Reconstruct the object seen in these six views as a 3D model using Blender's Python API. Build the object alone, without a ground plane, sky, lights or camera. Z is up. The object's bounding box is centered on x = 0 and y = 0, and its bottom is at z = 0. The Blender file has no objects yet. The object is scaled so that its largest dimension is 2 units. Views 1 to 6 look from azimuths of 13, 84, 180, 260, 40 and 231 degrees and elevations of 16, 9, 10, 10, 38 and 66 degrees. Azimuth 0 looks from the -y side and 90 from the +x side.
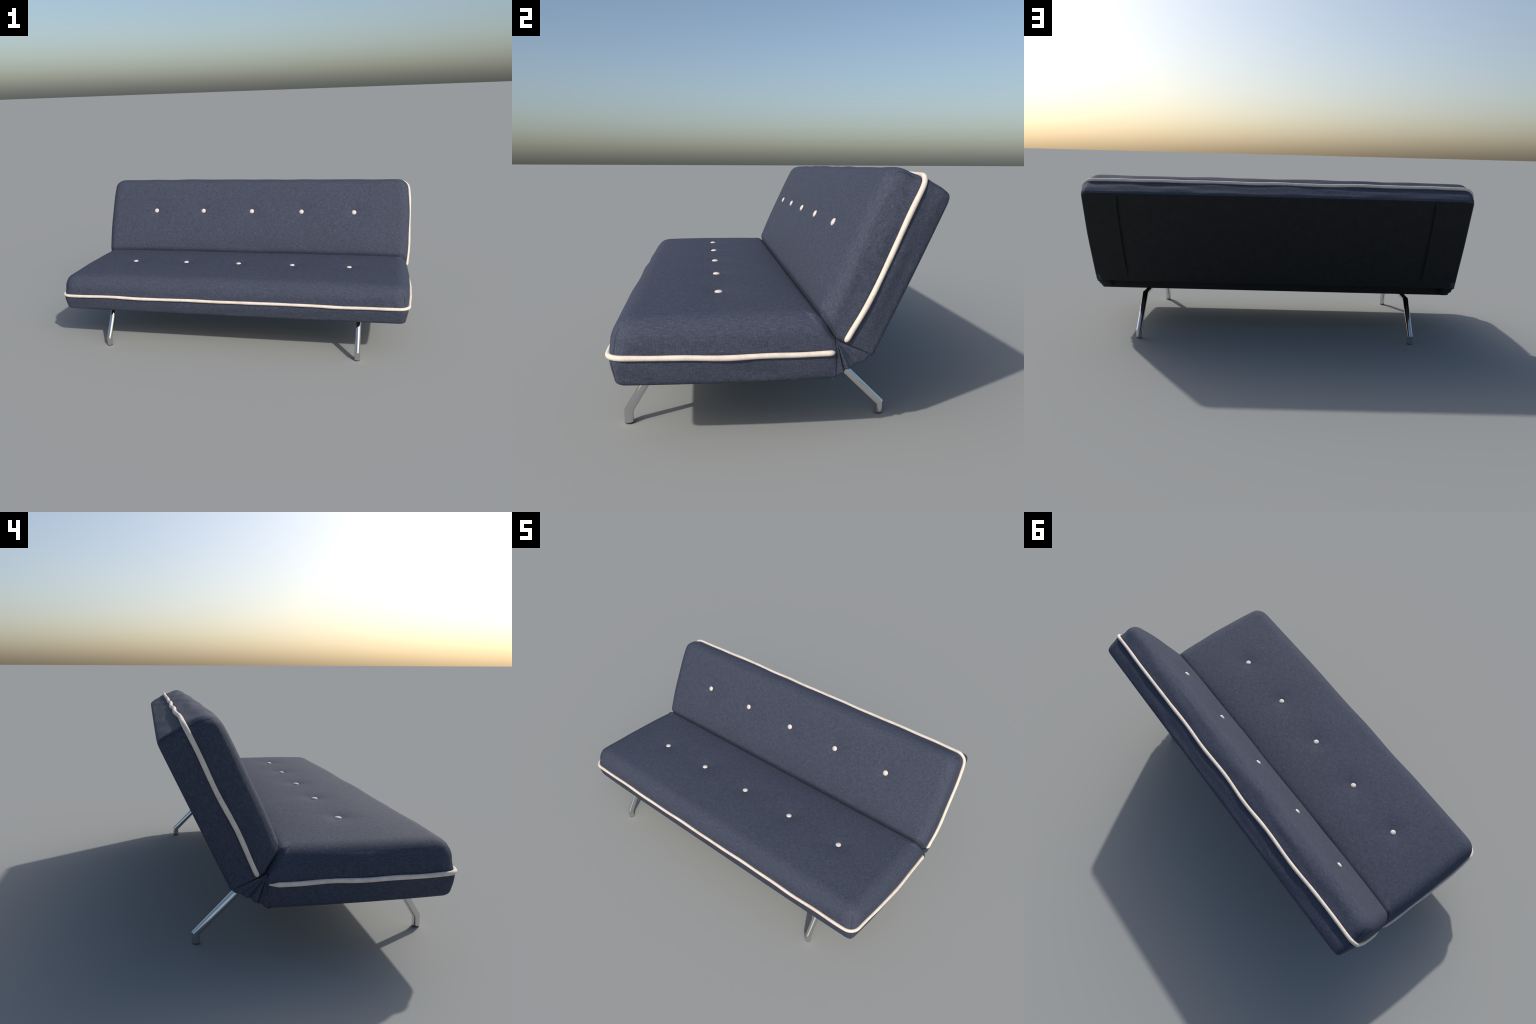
# Two-cushion click-clack sofa bed: buttoned seat and backrest cushions with
# cream piping, black lining on the rear / underside, pleated hinge gussets and
# bent chrome tube legs.
import bpy, math
import numpy as np
from mathutils import Matrix, Vector

rng = np.random.RandomState(7)

# ------------------------------------------------------------------ materials
def new_material(name):
    m = bpy.data.materials.new(name)
    m.use_nodes = True
    nt = m.node_tree
    nt.nodes.clear()
    out = nt.nodes.new("ShaderNodeOutputMaterial")
    bsdf = nt.nodes.new("ShaderNodeBsdfPrincipled")
    nt.links.new(bsdf.outputs[0], out.inputs[0])
    return m, nt, bsdf


def thread_noise(nt, coord, scale, detail=2.0):
    mp = nt.nodes.new("ShaderNodeMapping")
    mp.inputs["Scale"].default_value = scale
    nt.links.new(coord, mp.inputs["Vector"])
    n = nt.nodes.new("ShaderNodeTexNoise")
    n.inputs["Scale"].default_value = 1.0
    n.inputs["Detail"].default_value = detail
    n.inputs["Roughness"].default_value = 0.6
    nt.links.new(mp.outputs[0], n.inputs["Vector"])
    return n.outputs["Fac"]


def math_node(nt, op, a, b=None, clamp=False):
    m = nt.nodes.new("ShaderNodeMath")
    m.operation = op
    m.use_clamp = clamp
    for i, v in enumerate((a, b)):
        if v is None:
            continue
        if isinstance(v, (int, float)):
            m.inputs[i].default_value = v
        else:
            nt.links.new(v, m.inputs[i])
    return m.outputs[0]


def woven_material(name, dark, mid, light, across, along, bump, rough=0.9,
                   mottle=0.25, specular=0.2, spread=0.10):
    """Heathered plain weave: thread noise stretched along the three axes."""
    m, nt, bsdf = new_material(name)
    tc = nt.nodes.new("ShaderNodeTexCoord")
    co = tc.outputs["Object"]
    a = thread_noise(nt, co, (along, across, across))
    b = thread_noise(nt, co, (across, along, across))
    c = thread_noise(nt, co, (across, across, along))
    s = math_node(nt, "ADD", math_node(nt, "ADD", a, b), c)
    s = math_node(nt, "DIVIDE", s, 3.0)
    blot = thread_noise(nt, co, (26.0, 26.0, 26.0), 3.0)
    s2 = math_node(nt, "ADD", math_node(nt, "MULTIPLY", s, 1.0 - mottle),
                   math_node(nt, "MULTIPLY", blot, mottle))
    ramp = nt.nodes.new("ShaderNodeValToRGB")
    el = ramp.color_ramp.elements
    el[0].position, el[0].color = 0.5 - spread, (*dark, 1)
    el[1].position, el[1].color = 0.5 + spread, (*light, 1)
    e = el.new(0.5)
    e.color = (*mid, 1)
    nt.links.new(s2, ramp.inputs[0])
    nt.links.new(ramp.outputs[0], bsdf.inputs["Base Color"])
    bsdf.inputs["Roughness"].default_value = rough
    bsdf.inputs["Specular IOR Level"].default_value = specular
    bp = nt.nodes.new("ShaderNodeBump")
    bp.inputs["Strength"].default_value = bump
    bp.inputs["Distance"].default_value = 0.002
    nt.links.new(s, bp.inputs["Height"])
    nt.links.new(bp.outputs[0], bsdf.inputs["Normal"])
    return m


MAT_BLUE = woven_material("blue_woven_fabric", (0.029, 0.035, 0.058),
                          (0.050, 0.059, 0.089), (0.092, 0.103, 0.143),
                          460.0, 50.0, 0.6, rough=0.8, mottle=0.0,
                          specular=0.2, spread=0.145)
MAT_BLACK = woven_material("black_lining", (0.018, 0.018, 0.0185),
                           (0.023, 0.023, 0.0235), (0.028, 0.028, 0.0285),
                           600.0, 200.0, 0.15, rough=0.85)
MAT_CREAM = woven_material("cream_piping_fabric", (0.68, 0.575, 0.49),
                           (0.745, 0.655, 0.57), (0.79, 0.715, 0.625),
                           260.0, 40.0, 0.2, rough=0.75, mottle=0.45)
MAT_BUTTON = woven_material("cream_button_fabric", (0.60, 0.53, 0.49),
                            (0.68, 0.61, 0.57), (0.75, 0.68, 0.63),
                            300.0, 60.0, 0.15, rough=0.6)
MAT_SEAM = woven_material("dark_seam_thread", (0.020, 0.016, 0.022),
                          (0.026, 0.022, 0.030), (0.034, 0.030, 0.040),
                          300.0, 60.0, 0.1)


def chrome_material():
    m, nt, bsdf = new_material("chrome")
    tc = nt.nodes.new("ShaderNodeTexCoord")
    f = thread_noise(nt, tc.outputs["Object"], (30.0, 30.0, 30.0), 3.0)
    r = math_node(nt, "ADD", math_node(nt, "MULTIPLY", f, 0.05), 0.045)
    nt.links.new(r, bsdf.inputs["Roughness"])
    bsdf.inputs["Base Color"].default_value = (0.68, 0.68, 0.68, 1)
    bsdf.inputs["Metallic"].default_value = 1.0
    return m


def rubber_material():
    m, nt, bsdf = new_material("black_rubber")
    tc = nt.nodes.new("ShaderNodeTexCoord")
    f = thread_noise(nt, tc.outputs["Object"], (200.0, 200.0, 200.0))
    nt.links.new(math_node(nt, "ADD", math_node(nt, "MULTIPLY", f, 0.1), 0.6),
                 bsdf.inputs["Roughness"])
    bsdf.inputs["Base Color"].default_value = (0.02, 0.02, 0.02, 1)
    return m


MAT_CHROME = chrome_material()
MAT_RUBBER = rubber_material()

# ------------------------------------------------------------------ utilities
def add_object(name, verts, faces, mat, parent=None, matrix=None, smooth=True,
               normals=None, sharp_angle=None):
    me = bpy.data.meshes.new(name)
    me.from_pydata([tuple(v) for v in verts], [], [tuple(f) for f in faces])
    me.validate()
    me.update()
    me.materials.append(mat)
    if smooth:
        me.shade_smooth()
    if sharp_angle is not None:
        me.set_sharp_from_angle(angle=math.radians(sharp_angle))
    if normals is not None:
        me.normals_split_custom_set_from_vertices([tuple(n) for n in normals])
    ob = bpy.data.objects.new(name, me)
    bpy.context.scene.collection.objects.link(ob)
    if parent is not None:
        ob.parent = parent
    if matrix is not None:
        ob.matrix_local = matrix
    return ob


def smoothstep(a, b, v):
    q = np.clip((v - a) / (b - a), 0, 1)
    return q * q * (3 - 2 * q)


class Waves:
    """Cheap seeded smooth noise: a sum of randomly oriented sines."""
    def __init__(self, freq, n, seed):
        r = np.random.RandomState(seed)
        d = r.normal(size=(n, 3))
        d /= np.linalg.norm(d, axis=1)[:, None]
        self.k = d * freq * 2 * math.pi * r.uniform(0.6, 1.5, (n, 1))
        self.p = r.uniform(0, 2 * math.pi, n)
        self.n = n

    def __call__(self, x, y, z):
        out = 0
        for k, p in zip(self.k, self.p):
            out = out + np.sin(k[0] * x + k[1] * y + k[2] * z + p)
        return out / math.sqrt(self.n)


def sweep(path, radius, sides=12, taper=None):
    """Closed round tube along a polyline with tapered round ends."""
    path = np.asarray(path, float)
    n = len(path)
    tan = np.gradient(path, axis=0)
    tan /= np.linalg.norm(tan, axis=1)[:, None]
    ref = np.array([0.0, 0.0, 1.0])
    verts, faces = [], []
    rad = np.full(n, radius) if taper is None else radius * np.asarray(taper)
    for i in range(n):
        a = np.cross(tan[i], ref)
        a /= np.linalg.norm(a)
        b = np.cross(a, tan[i])
        for j in range(sides):
            w = 2 * math.pi * j / sides
            verts.append(path[i] + rad[i] * (math.cos(w) * a + math.sin(w) * b))
    for i in range(n - 1):
        for j in range(sides):
            k = (j + 1) % sides
            faces.append((i * sides + j, i * sides + k,
                          (i + 1) * sides + k, (i + 1) * sides + j))
    faces.append(tuple(range(sides)))
    faces.append(tuple(range((n - 1) * sides, n * sides))[::-1])
    return verts, faces


# ------------------------------------------------------------------- cushions
class Cushion:
    """Upholstered slab in local space: x across, y from hinge to outer edge,
    z from lining to buttoned face."""
    POWER = 2.6          # superellipse exponent of the edge rounding
    CROWN = 0.021        # extra height in the middle
    RT_HINGE = 0.034     # ... and where the cushions press together
    BUTTON_X = (-0.645, -0.321, 0.003, 0.324, 0.649)

    def __init__(self, half_width, length, thick, rt, piping_z, apex, bulge, button_y, seed, mirror,
                 tuck, rb, rb_hinge, end_tuck=0.013, flare=0.0, fall=3.5, swell=0.006, belly=0.0, lip=0.0, darts=()):
        self.W = half_width      # at the corners
        self.RT = rt             # rounding of the buttoned edges
        self.T = thick           # thickness at the edges
        self.APEX = apex         # hinge height: above it the cushions fold together
        self.tuck, self.RB, self.RBH = tuck, rb, rb_hinge
        self.end_tuck, self.lip, self.swell = end_tuck, lip, swell
        self.fall = fall         # crown falls off towards the outer edge
        self.flare = flare       # how far the tuck relaxes at the corners
        self.belly = belly       # lining bulges outwards by this much
        self.L, self.tp, self.bulge = length, piping_z, bulge
        self.by, self.darts = button_y, darts
        sg = -1 if mirror else 1
        self.bx = [sg * b for b in self.BUTTON_X]
        self.lump = Waves(3.2, 9, seed)
        self.pucker = Waves(4.5, 7, seed + 1)
        self.wave = Waves(3.6, 6, seed + 2)

    def shape(self, x, s, t, relief=True):
        W, L, T = self.W, self.L, self.T
        x, s, t = (np.array(v, float) for v in (x, s, t))
        x0, s0, t0 = x.copy(), s.copy(), t.copy()
        sgn = np.sign(x)
        X = np.clip(np.abs(x) / W, 0, 1)
        S = np.clip(2 * s / L - 1, -1, 1)

        # plan: round the corners of the rectangle, remember edge distance
        ex, eo, eh = W - np.abs(x), L - s, s
        e = np.minimum(np.minimum(ex, eo), eh)
        dx = np.where((ex <= eo) & (ex <= eh), sgn, 0.0)
        ds = np.where((ex <= eo) & (ex <= eh), 0.0, np.where(eo <= eh, 1.0, -1.0))
        rh = 0.012 + 0.034 * smoothstep(0.09, 0.15, t)
        ro = 0.040 + (self.RT - 0.040) * smoothstep(0.07, 0.13, t)
        for edge, rc, sd in ((eo, ro, 1.0), (eh, rh, -1.0)):
            inside = (ex < rc) & (edge < rc)
            vx, vs = rc - ex, rc - edge
            m = np.maximum(vx, vs)
            d = (np.abs(vx) ** self.POWER + np.abs(vs) ** self.POWER) ** (1 / self.POWER) + 1e-12
            h = np.hypot(vx, vs) + 1e-12
            nx = sgn * (W - rc + vx * m / d)
            base = (L - rc) if sd > 0 else rc
            ns = base + sd * vs * m / d
            x = np.where(inside, nx, x)
            s = np.where(inside, ns, s)
            e = np.where(inside, rc - m, e)
            dx = np.where(inside, sgn * vx / h, dx)
            ds = np.where(inside, sd * vs / h, ds)

        # section: round the top and the bottom edges
        hinge = np.clip(-ds, 0, 1) ** 2
        rtop = self.RT * (1 - hinge) + self.RT_HINGE * hinge
        rbot = self.RB * (1 - hinge) + self.RBH * hinge
        for r, top in ((rtop, True), (rbot, False)):
            depth = (T - t) if top else t
            inside = (e < r) & (depth < r)
            a, b = r - e, r - depth
            m = np.maximum(a, b)
            d = (np.abs(a) ** self.POWER + np.abs(b) ** self.POWER) ** (1 / self.POWER) + 1e-12
            a2, b2 = a * m / d, b * m / d
            shift = np.where(inside, (r - a2) - e, 0.0)
            x = x - dx * shift
            s = s - ds * shift
            e = e + shift
            t = np.where(inside, (T - r + b2) if top else (r - b2), t)

        # crown of the buttoned face
        crown = (1 - X ** 5) * (1 - np.abs(S) ** np.where(S > 0, self.fall, 4.0))
        t = t + self.CROWN * crown * smoothstep(0.4, 1.0, t0 / T)

        t = t - self.belly * (1 - X ** 8) * (1 - np.abs(S) ** 8) * (1 - smoothstep(0, 0.3, t0 / T))

        # sides: tucked in below the piping, pulled in at the piping seam
        near = np.exp(-np.maximum(e, 0) / 0.03)
        free = smoothstep(0.0, 0.05, s0)             # nothing at the hinge face
        side = np.abs(dx) * near + np.maximum(ds, 0) * near
        end = self.end_tuck * (1 - self.flare * np.abs(S) ** 3)
        tuck = self.tuck + (end - self.tuck) * np.abs(dx) ** 2
        tuck = tuck * np.clip((self.tp - t) / self.tp, 0, 1) ** 1.6
        upper = 0.010 + (0.003 - 0.010) * np.abs(dx) ** 2
        tuck = tuck + upper * np.clip((t - self.tp) / (T - self.tp), 0, 1) ** 2
        groove = 0.0035 * np.exp(-((t - self.tp) / 0.007) ** 2)
        inset = (tuck + groove * free) * np.clip(side, 0, 1)
        x = x - dx * inset
        s = s - np.maximum(ds, 0) * inset

        # ends swell towards their middle
        bulge = np.where(sgn < 0, self.bulge[0], self.bulge[1])
        x = x + sgn * bulge * (1 - S ** 2) ** 0.7 * X ** 4
        s = s + self.swell * (1 - X ** 4) * np.clip(s0 / L, 0, 1) ** 4

        # hinge: the upper halves lean away from each other's cushion
        lean = 0.59 * np.maximum(0, t - self.APEX)
        s = s - self.lip * (1 - X ** 10) * (1 - smoothstep(0.03, 0.1, t)) * np.exp(-s0 / 0.05)
        s = s + lean * (1 - np.clip(s0 / L, 0, 1)) ** 3

        if relief:
            lum = self.lump(x0, s0 * 1.3, t0 * 2)
            puck = self.pucker(x0, s0, t0 * 3)
            is_top = smoothstep(0.5, 1.0, t0 / T)
            amp = 0.0018 * is_top * smoothstep(0.0, 0.05, s0)
            t = t + amp * lum * np.exp(-np.maximum(e, 0) / 0.12)
            push = (0.0012 * puck + 0.0007 * lum) * np.clip(side, 0, 1) * free
            push = push * smoothstep(0.0, 0.03, t0)
            x = x + dx * push
            s = s + np.maximum(ds, 0) * push
            # button dimples
            for bx in self.bx:
                r = np.hypot(x0 - bx, (s0 - self.by))
                w = (t0 > T - 1e-6)
                t = t - w * (0.0065 * np.exp(-(r / 0.028) ** 1.3)
                             + 0.0045 * np.exp(-(r / 0.075) ** 2))
            # lining folds: outer strips overlap the middle one
            for dxx in self.darts:
                u = (np.abs(dxx) - x0 * math.copysign(1, dxx))   # >0 inside
                h = np.where(u < 0, 0.0040 * np.exp(u / 0.012),
                             -0.0070 * np.exp(-u / 0.018))
                fade = smoothstep(0.0, 0.10, s0) * (1 - smoothstep(L - 0.06, L, s0))
                t = t - h * fade * (t0 < 1e-6)
        return x, s, t

    def grid_lines(self):
        def cluster(lo, hi, step, fine):
            pts = set()
            n = int(round((hi - lo) / step))
            pts.update(np.round(np.linspace(lo, hi, n + 1), 5))
            for c, half, st in fine:
                pts = {p for p in pts if not (c - half < p < c + half)
                       or abs(p - lo) < 1e-6 or abs(p - hi) < 1e-6}
                k = int(round(2 * half / st))
                for q in np.linspace(c - half, c + half, k + 1):
                    if lo < q < hi:
                        pts.add(round(float(q), 5))
            out = []
            for p in sorted(pts):
                if out and p - out[-1] < 0.0008 and p < hi - 1e-6:
                    continue
                out.append(p)
            return np.array(out)
        W, L, T = self.W, self.L, self.T
        xf = [(-W, 0.07, 0.0035), (W, 0.07, 0.0035)]
        xf += [(d, 0.018, 0.0015) for d in self.darts]
        xs = cluster(-W, W, 0.0075, xf)
        ss = cluster(0, L, 0.0075, [(0, 0.07, 0.0035), (L, 0.07, 0.0035)])
        ts = cluster(0, T, 0.005, [(0, 0.02, 0.0025), (self.tp, 0.02, 0.002),
                                   (T, 0.055, 0.004)])
        return xs, ss, ts

    def build(self):
        xs, ss, ts = self.grid_lines()
        nx, ns, nt = len(xs) - 1, len(ss) - 1, len(ts) - 1
        index, pts, faces, tags = {}, [], [], []

        def vid(i, j, k):
            key = (i, j, k)
            if key not in index:
                index[key] = len(pts)
                pts.append((xs[i], ss[j], ts[k]))
            return index[key]

        for i in range(nx):
            for j in range(ns):
                faces.append((vid(i, j, nt), vid(i + 1, j, nt),
                              vid(i + 1, j + 1, nt), vid(i, j + 1, nt)))
                tags.append(0)
                faces.append((vid(i, j, 0), vid(i, j + 1, 0),
                              vid(i + 1, j + 1, 0), vid(i + 1, j, 0)))
                m = min(self.W - abs(xs[i]), self.W - abs(xs[i + 1]),
                        self.L - ss[j + 1])
                tags.append(1 if m > (0.007 if ss[j] > 0.035 else 0.032) else 0)
            for k in range(nt):
                faces.append((vid(i, 0, k), vid(i + 1, 0, k),
                              vid(i + 1, 0, k + 1), vid(i, 0, k + 1)))
                tags.append(1 if max(abs(xs[i]), abs(xs[i + 1])) < 0.945
                            and ts[k + 1] < 0.13 else 0)
                faces.append((vid(i, ns, k), vid(i, ns, k + 1),
                              vid(i + 1, ns, k + 1), vid(i + 1, ns, k)))
                tags.append(0)
        for j in range(ns):
            for k in range(nt):
                faces.append((vid(0, j, k), vid(0, j, k + 1),
                              vid(0, j + 1, k + 1), vid(0, j + 1, k)))
                tags.append(0)
                faces.append((vid(nx, j, k), vid(nx, j + 1, k),
                              vid(nx, j + 1, k + 1), vid(nx, j, k + 1)))
                tags.append(0)
        p = np.array(pts)
        v = np.stack(self.shape(p[:, 0], p[:, 1], p[:, 2]), axis=1)
        return v, np.array(faces), np.array(tags)

    def perimeter(self, n=1200):
        """Box-space points round the two ends and the outer edge."""
        W, L = self.W, self.L
        a = 0.010
        seg = [(-W, a), (-W, L), (W, L), (W, a)]
        lens = [L - a, 2 * W, L - a]
        tot = sum(lens)
        out = []
        for d in np.linspace(0, tot, n):
            q = d
            for (p0, p1, ln) in zip(seg[:-1], seg[1:], lens):
                if q <= ln + 1e-9:
                    f = q / ln
                    out.append((p0[0] + (p1[0] - p0[0]) * f,
                                p0[1] + (p1[1] - p0[1]) * f))
                    break
                q -= ln
        return np.array(out)

    def piping_path(self):
        pr = self.perimeter()
        t = self.tp + 0.0023 * self.wave(pr[:, 0], pr[:, 1], 0 * pr[:, 0])
        x, s, z = self.shape(pr[:, 0], pr[:, 1], np.full(len(pr), self.tp))
        path = np.stack([x, s, t], 1)
        tan = np.gradient(path, axis=0)
        out = np.stack([-tan[:, 1], tan[:, 0], 0 * x], 1)
        out /= np.linalg.norm(out, axis=1)[:, None]
        path = path + out * 0.0066
        # smooth so the cord bends softly round the corners
        for _ in range(14):
            path[1:-1] = 0.25 * path[:-2] + 0.5 * path[1:-1] + 0.25 * path[2:]
        # cord ends dive into the cover
        for i in range(8):
            f = (8 - i) / 8
            path[i] -= out[i] * 0.006 * f * f
            path[-1 - i] -= out[-1 - i] * 0.006 * f * f
        return path


def split_normals(v, faces):
    a = v[faces[:, 2]] - v[faces[:, 0]]
    b = v[faces[:, 3]] - v[faces[:, 1]]
    fn = np.cross(a, b)
    nn = np.zeros_like(v)
    for c in range(4):
        np.add.at(nn, faces[:, c], fn)
    return nn / (np.linalg.norm(nn, axis=1)[:, None] + 1e-20)


def make_cushion(cushion, name, panel_name, parent, matrix, pointed_end=False):
    v, faces, tags = cushion.build()
    nrm = split_normals(v, faces)
    objs = []
    for tag, nm, mat in ((0, name, MAT_BLUE), (1, panel_name, MAT_BLACK)):
        fs = faces[tags == tag]
        used, inv = np.unique(fs, return_inverse=True)
        fs = inv.reshape(fs.shape)
        ob = add_object(nm, v[used], fs.tolist(), mat,
                        parent if tag == 0 else objs[0],
                        matrix if tag == 0 else None, normals=nrm[used])
        objs.append(ob)
    body = objs[0]

    # piping
    path = cushion.piping_path()
    n = len(path)
    taper = np.ones(n)
    for i, f in enumerate((0.35, 0.66, 0.82, 0.92, 0.97)):
        taper[i] = taper[-1 - i] = f
    if pointed_end:
        taper[-12:] = np.linspace(1.0, 0.25, 12)
    d = np.linspace(0, 1, n)
    taper *= 1 + 0.05 * np.sin(d * 97 + cushion.L * 40) * np.sin(d * 41 + 1)
    pv, pf = sweep(path, 0.0082, 14, taper)
    add_object("piping", pv, pf, MAT_CREAM, body)

    # corner seams of the cover
    for sg in (-1, 1):
        tt = np.linspace(0.004, 0.178, 40)
        x, s, t = cushion.shape(np.full(40, sg * cushion.W),
                                np.full(40, cushion.L), tt)
        add_object("corner_seam", *sweep_vertical(np.stack([x, s, t], 1), 0.0010),
                   MAT_SEAM, body)
        # seam where the gusset is sewn to the hinge edge
        tt = np.linspace(0.022, 0.120, 26)
        x, s, t = cushion.shape(np.full(26, sg * cushion.W), np.full(26, 0.003), tt)
        add_object("gusset_seam", *sweep_vertical(np.stack([x, s, t], 1), 0.0011),
                   MAT_SEAM, body)

    # buttons
    prof = [(0.0, 0.0062), (0.004, 0.0060), (0.008, 0.0051), (0.0115, 0.0035),
            (0.0138, 0.0015), (0.0145, -0.0005), (0.0138, -0.0025), (0.011, -0.004),
            (0.0, -0.004)]
    sides = 28
    bv, bf = [], []
    for r, z in prof:
        for j in range(sides):
            w = 2 * math.pi * j / sides
            bv.append((r * math.cos(w), r * math.sin(w), z))
    for i in range(len(prof) - 1):
        for j in range(sides):
            k = (j + 1) % sides
            bf.append((i * sides + j, (i + 1) * sides + j,
                       (i + 1) * sides + k, i * sides + k))
    first = None
    for bx in cushion.bx:
        x, s, t = cushion.shape([bx], [cushion.by], [cushion.T])
        mat = (Matrix.Translation((float(x[0]), float(s[0]), float(t[0]) + 0.0035))
               @ Matrix.Rotation(rng.uniform(0, 6.28), 4, "Z")
               @ Matrix.Rotation(rng.uniform(-0.06, 0.06), 4, "X"))
        if first is None:
            first = add_object("button", bv, bf, MAT_BUTTON, body, mat)
        else:
            ob = first.copy()
            bpy.context.scene.collection.objects.link(ob)
            ob.parent = body
            ob.matrix_local = mat
    return body


def sweep_vertical(path, radius, sides=6):
    path = np.asarray(path, float)
    n = len(path)
    tan = np.gradient(path, axis=0)
    tan /= np.linalg.norm(tan, axis=1)[:, None]
    verts, faces = [], []
    for i in range(n):
        a = np.cross(tan[i], (0, 1, 0))
        a /= np.linalg.norm(a)
        b = np.cross(a, tan[i])
        for j in range(sides):
            w = 2 * math.pi * j / sides
            verts.append(path[i] + radius * (math.cos(w) * a + math.sin(w) * b))
    for i in range(n - 1):
        for j in range(sides):
            k = (j + 1) % sides
            faces.append((i * sides + j, i * sides + k,
                          (i + 1) * sides + k, (i + 1) * sides + j))
    faces.append(tuple(range(sides)))
    faces.append(tuple(range((n - 1) * sides, n * sides))[::-1])
    return verts, faces


# ---------------------------------------------------------------- the object
sofa = bpy.data.objects.new("sofa_bed", None)
bpy.context.scene.collection.objects.link(sofa)
sofa["label"] = "dark blue folding sofa bed with cream piping, buttons and chrome legs"
sofa["category"] = "sofa bed"

HINGE_Y, SEAT_Z = 0.182, 0.217
seat_matrix = Matrix.Translation((0, HINGE_Y, SEAT_Z)) @ Matrix.Rotation(math.pi, 4, "Z")
LEAN = math.radians(24.9)
d = Vector((0, math.sin(LEAN), math.cos(LEAN)))
nrm = Vector((0, -math.cos(LEAN), math.sin(LEAN)))
back_matrix = Matrix(((1, 0, 0, 0), (0, d.y, nrm.y, 0.2926),
                      (0, d.z, nrm.z, 0.2850), (0, 0, 0, 1)))

seat = Cushion(0.974, 0.670, 0.198, 0.084, 0.089, 0.118, (0.013, 0.013), 0.337, 11, True, 0.018, 0.020, 0.022, end_tuck=0.015, fall=2.6)
make_cushion(seat, "seat_cushion", "seat_base_lining", sofa, seat_matrix, True)
back = Cushion(0.971, 0.546, 0.205, 0.063, 0.098, 0.123, (0.014, 0.018), 0.311, 23, False,
               0.012, 0.018, 0.005, end_tuck=0.020, flare=0.65, swell=0.003, belly=0.004, lip=0.005,
               darts=(0.789, -0.774))
make_cushion(back, "backrest_cushion", "backrest_lining", sofa, back_matrix)

# ------------------------------------------------------------- hinge gussets
def make_gusset(sg, seed):
    """Pleated fan of cover fabric between seat and backrest at one end."""
    r = np.random.RandomState(seed)
    ay, az = 0.178, 0.339                   # apex of the fan
    a0, a1 = math.radians(-93), math.radians(-23.5)
    n, m = 70, 14
    ph = r.uniform(0, 6.28, 4)
    fold = [0.27 + r.uniform(-0.03, 0.03), 0.55 + r.uniform(-0.03, 0.03),
            0.78 + r.uniform(-0.02, 0.02)]
    depth = [0.010, 0.005, 0.004]
    verts, faces, inner = [], [], []
    loops = 0
    for i in range(n + 1):
        u = i / n
        th = a0 + (a1 - a0) * u
        R = 0.120 + 0.003 * u - 0.022 * math.sin(math.pi * u)
        ends = min(1, u / 0.08, (1 - u) / 0.08)
        wave = math.sin(u * 21 + ph[0]) * 0.65 + math.sin(u * 37 + ph[1]) * 0.35
        R += 0.0035 * wave * ends
        ring = []
        def pleat(f):
            p = 0.0022 * math.sin(u * 15 + ph[2] + f) + 0.0008 * math.sin(u * 31 + ph[3])
            for c, dd in zip(fold, depth):
                p -= dd * math.exp(-((u - c) / 0.038) ** 2)
                p += 0.35 * dd * math.exp(-((u - c - 0.09) / 0.07) ** 2)
            return p * ends
        xo = 0.973
        for k in range(m + 1):
            f = k / m
            ring.append((f * R * 0.93, xo - 0.006 * f * f + pleat(f) * min(1, f * 1.6)))
        curl = 0.018 + 0.002 * wave
        for q in range(1, 6):                # rolled hem
            w = q / 5 * math.pi / 2
            ring.append((R * 0.93 + curl * math.sin(w) * 0.5,
                         xo - 0.006 + pleat(1.0) - curl * (1 - math.cos(w))))
        ring.append((R * 0.93 + curl * 0.5, 0.925))
        ring.append((R * 0.93 + curl * 0.3, 0.912))
        ring.append((R * 0.90, 0.907))
        ring.append((0.0, 0.907))
        loops = len(ring)
        for rr, xx in ring:
            verts.append((sg * xx, ay + rr * math.cos(th), az + rr * math.sin(th)))
    for i in range(n):
        for k in range(loops):
            k2 = (k + 1) % loops
            f = (i * loops + k, i * loops + k2, (i + 1) * loops + k2, (i + 1) * loops + k)
            (faces if k < m + 4 else inner).append(f if sg > 0 else f[::-1])
    cap0 = tuple(range(loops))
    cap1 = tuple(range(n * loops, (n + 1) * loops))
    faces.append(cap0[::-1] if sg > 0 else cap0)
    faces.append(cap1 if sg > 0 else cap1[::-1])
    outer = add_object("hinge_gusset", verts, faces, MAT_BLUE, sofa, sharp_angle=60)
    add_object("gusset_painted_shade", verts, inner, MAT_BLACK, outer, sharp_angle=60)  # blue gusset's inner wrap coloured black for the occlusion shadow under the hinge


make_gusset(1, 3)
make_gusset(-1, 5)

# ------------------------------------------------------------------- tube legs
TUBE = 0.0152


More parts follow.
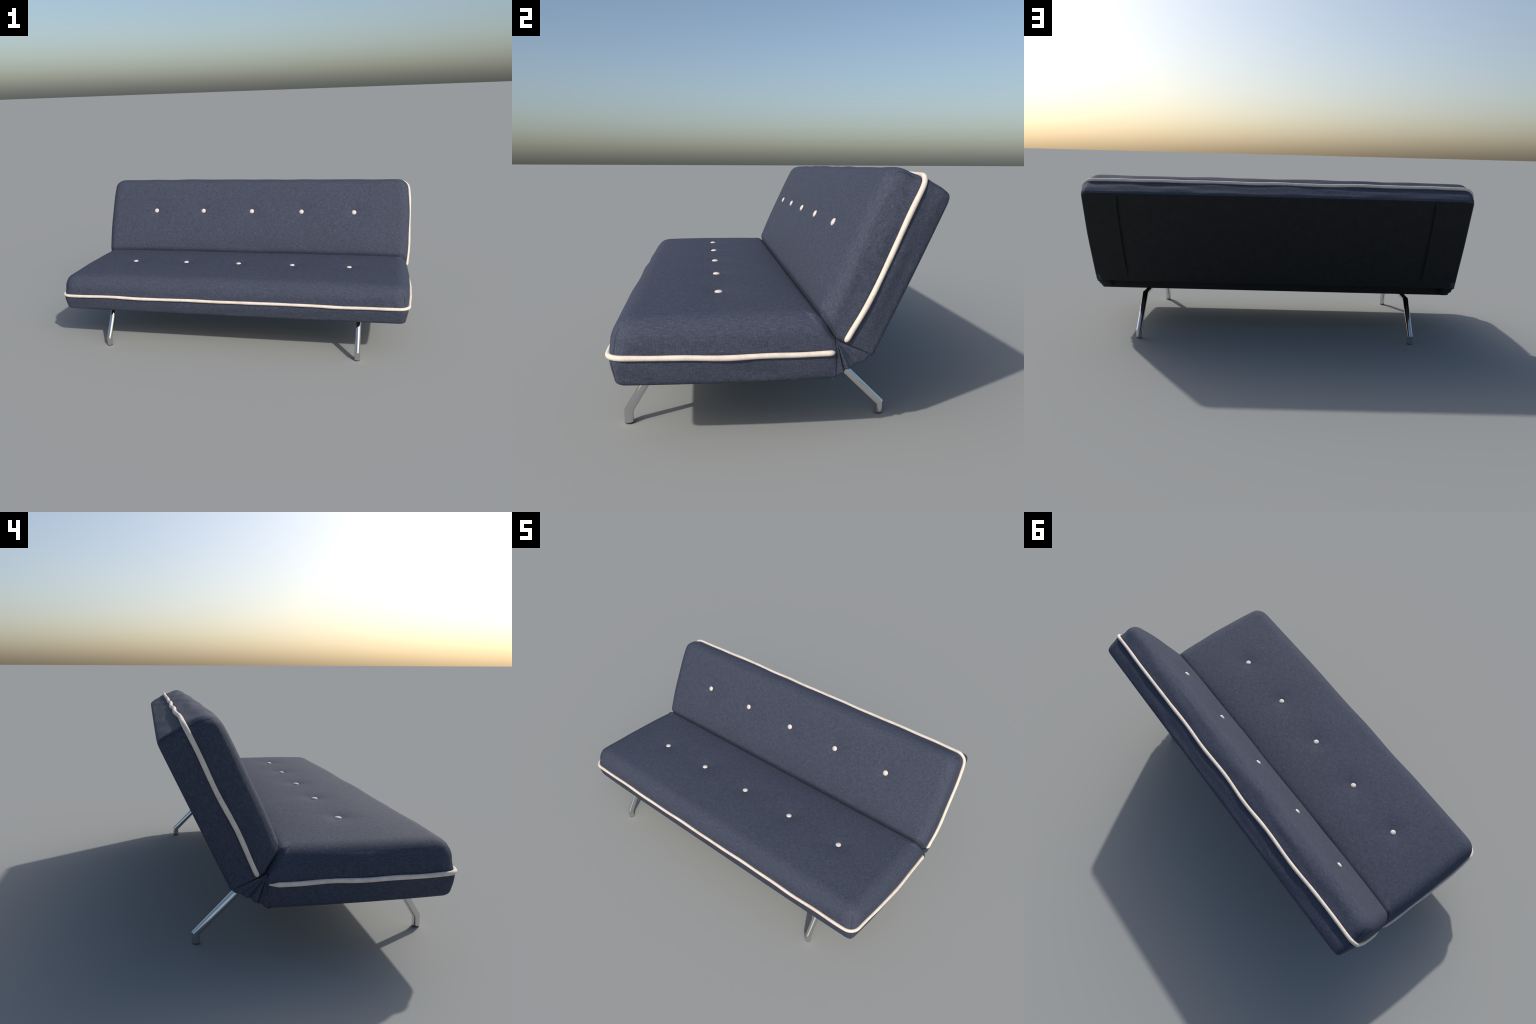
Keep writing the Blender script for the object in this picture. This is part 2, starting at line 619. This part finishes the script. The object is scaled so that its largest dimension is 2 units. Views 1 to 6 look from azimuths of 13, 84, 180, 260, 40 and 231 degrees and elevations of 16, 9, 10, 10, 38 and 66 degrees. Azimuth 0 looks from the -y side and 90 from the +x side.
def mitred_tube(points, radius, first_plane=None, last_plane=None, sides=32):
    """Round tube through the points with mitred joints; end planes optional."""
    pts = [np.array(p, float) for p in points]
    dirs = [(b - a) / np.linalg.norm(b - a) for a, b in zip(pts[:-1], pts[1:])]
    planes = []
    for i in range(len(pts)):
        if i == 0:
            planes.append(dirs[0] if first_plane is None else np.array(first_plane))
        elif i == len(pts) - 1:
            planes.append(dirs[-1] if last_plane is None else np.array(last_plane))
        else:
            h = dirs[i - 1] + dirs[i]
            planes.append(h / np.linalg.norm(h))
    side = np.array([1.0, 0, 0])
    verts, faces = [], []
    for i, p in enumerate(pts):
        dd = dirs[max(0, i - 1)]
        up = np.cross(side, dd)
        for j in range(sides):
            w = 2 * math.pi * j / sides
            q = p + radius * (math.cos(w) * side + math.sin(w) * up)
            q = q + dd * (np.dot(planes[i], p - q) / np.dot(planes[i], dd))
            verts.append(q)
    for i in range(len(pts) - 1):
        for j in range(sides):
            k = (j + 1) % sides
            faces.append((i * sides + j, i * sides + k,
                          (i + 1) * sides + k, (i + 1) * sides + j))
    faces.append(tuple(range(sides))[::-1])
    faces.append(tuple(range((len(pts) - 1) * sides, len(pts) * sides)))
    return verts, faces


LEG_X = 0.718
RAIL_Z = 0.2005
FRONT = [(-0.467, 0.003), (-0.467, 0.042), (-0.371, RAIL_Z)]
REAR = [(0.389, 0.003), (0.389, 0.037), (0.224, RAIL_Z)]


def bisector(a, b, c):
    u = np.array(b) - np.array(a)
    w = np.array(c) - np.array(b)
    u, w = u / np.linalg.norm(u), w / np.linalg.norm(w)
    h = u + w
    return h / np.linalg.norm(h)


cap_mesh = None
for sg in (-1, 1):
    x = sg * LEG_X
    f3 = [(x, y, z) for y, z in FRONT]
    r3 = [(x, y, z) for y, z in REAR]
    pf = bisector(f3[1], f3[2], r3[2])
    pr = bisector(r3[1], r3[2], f3[2])
    for pts, pl in ((f3, pf), (r3, pr)):
        v, f = mitred_tube(pts, TUBE, last_plane=pl)
        leg = add_object("leg", v, f, MAT_CHROME, sofa, sharp_angle=25)
        # rubber foot
        if cap_mesh is None:
            v, f = mitred_tube([(0, 0, 0), (0, 0, 0.0012), (0, 0, 0.006)], 0.0142)
            cap = add_object("rubber_foot", v, f, MAT_RUBBER, leg, sharp_angle=30)
            cap_mesh = cap.data
        else:
            cap = bpy.data.objects.new("rubber_foot", cap_mesh)
            bpy.context.scene.collection.objects.link(cap)
            cap.parent = leg
        cap.matrix_local = Matrix.Translation((pts[0][0], pts[0][1], 0.0))
    v, f = mitred_tube([f3[2], r3[2]], TUBE, first_plane=pf, last_plane=pr)
    add_object("support_rail", v, f, MAT_CHROME, sofa, sharp_angle=25)
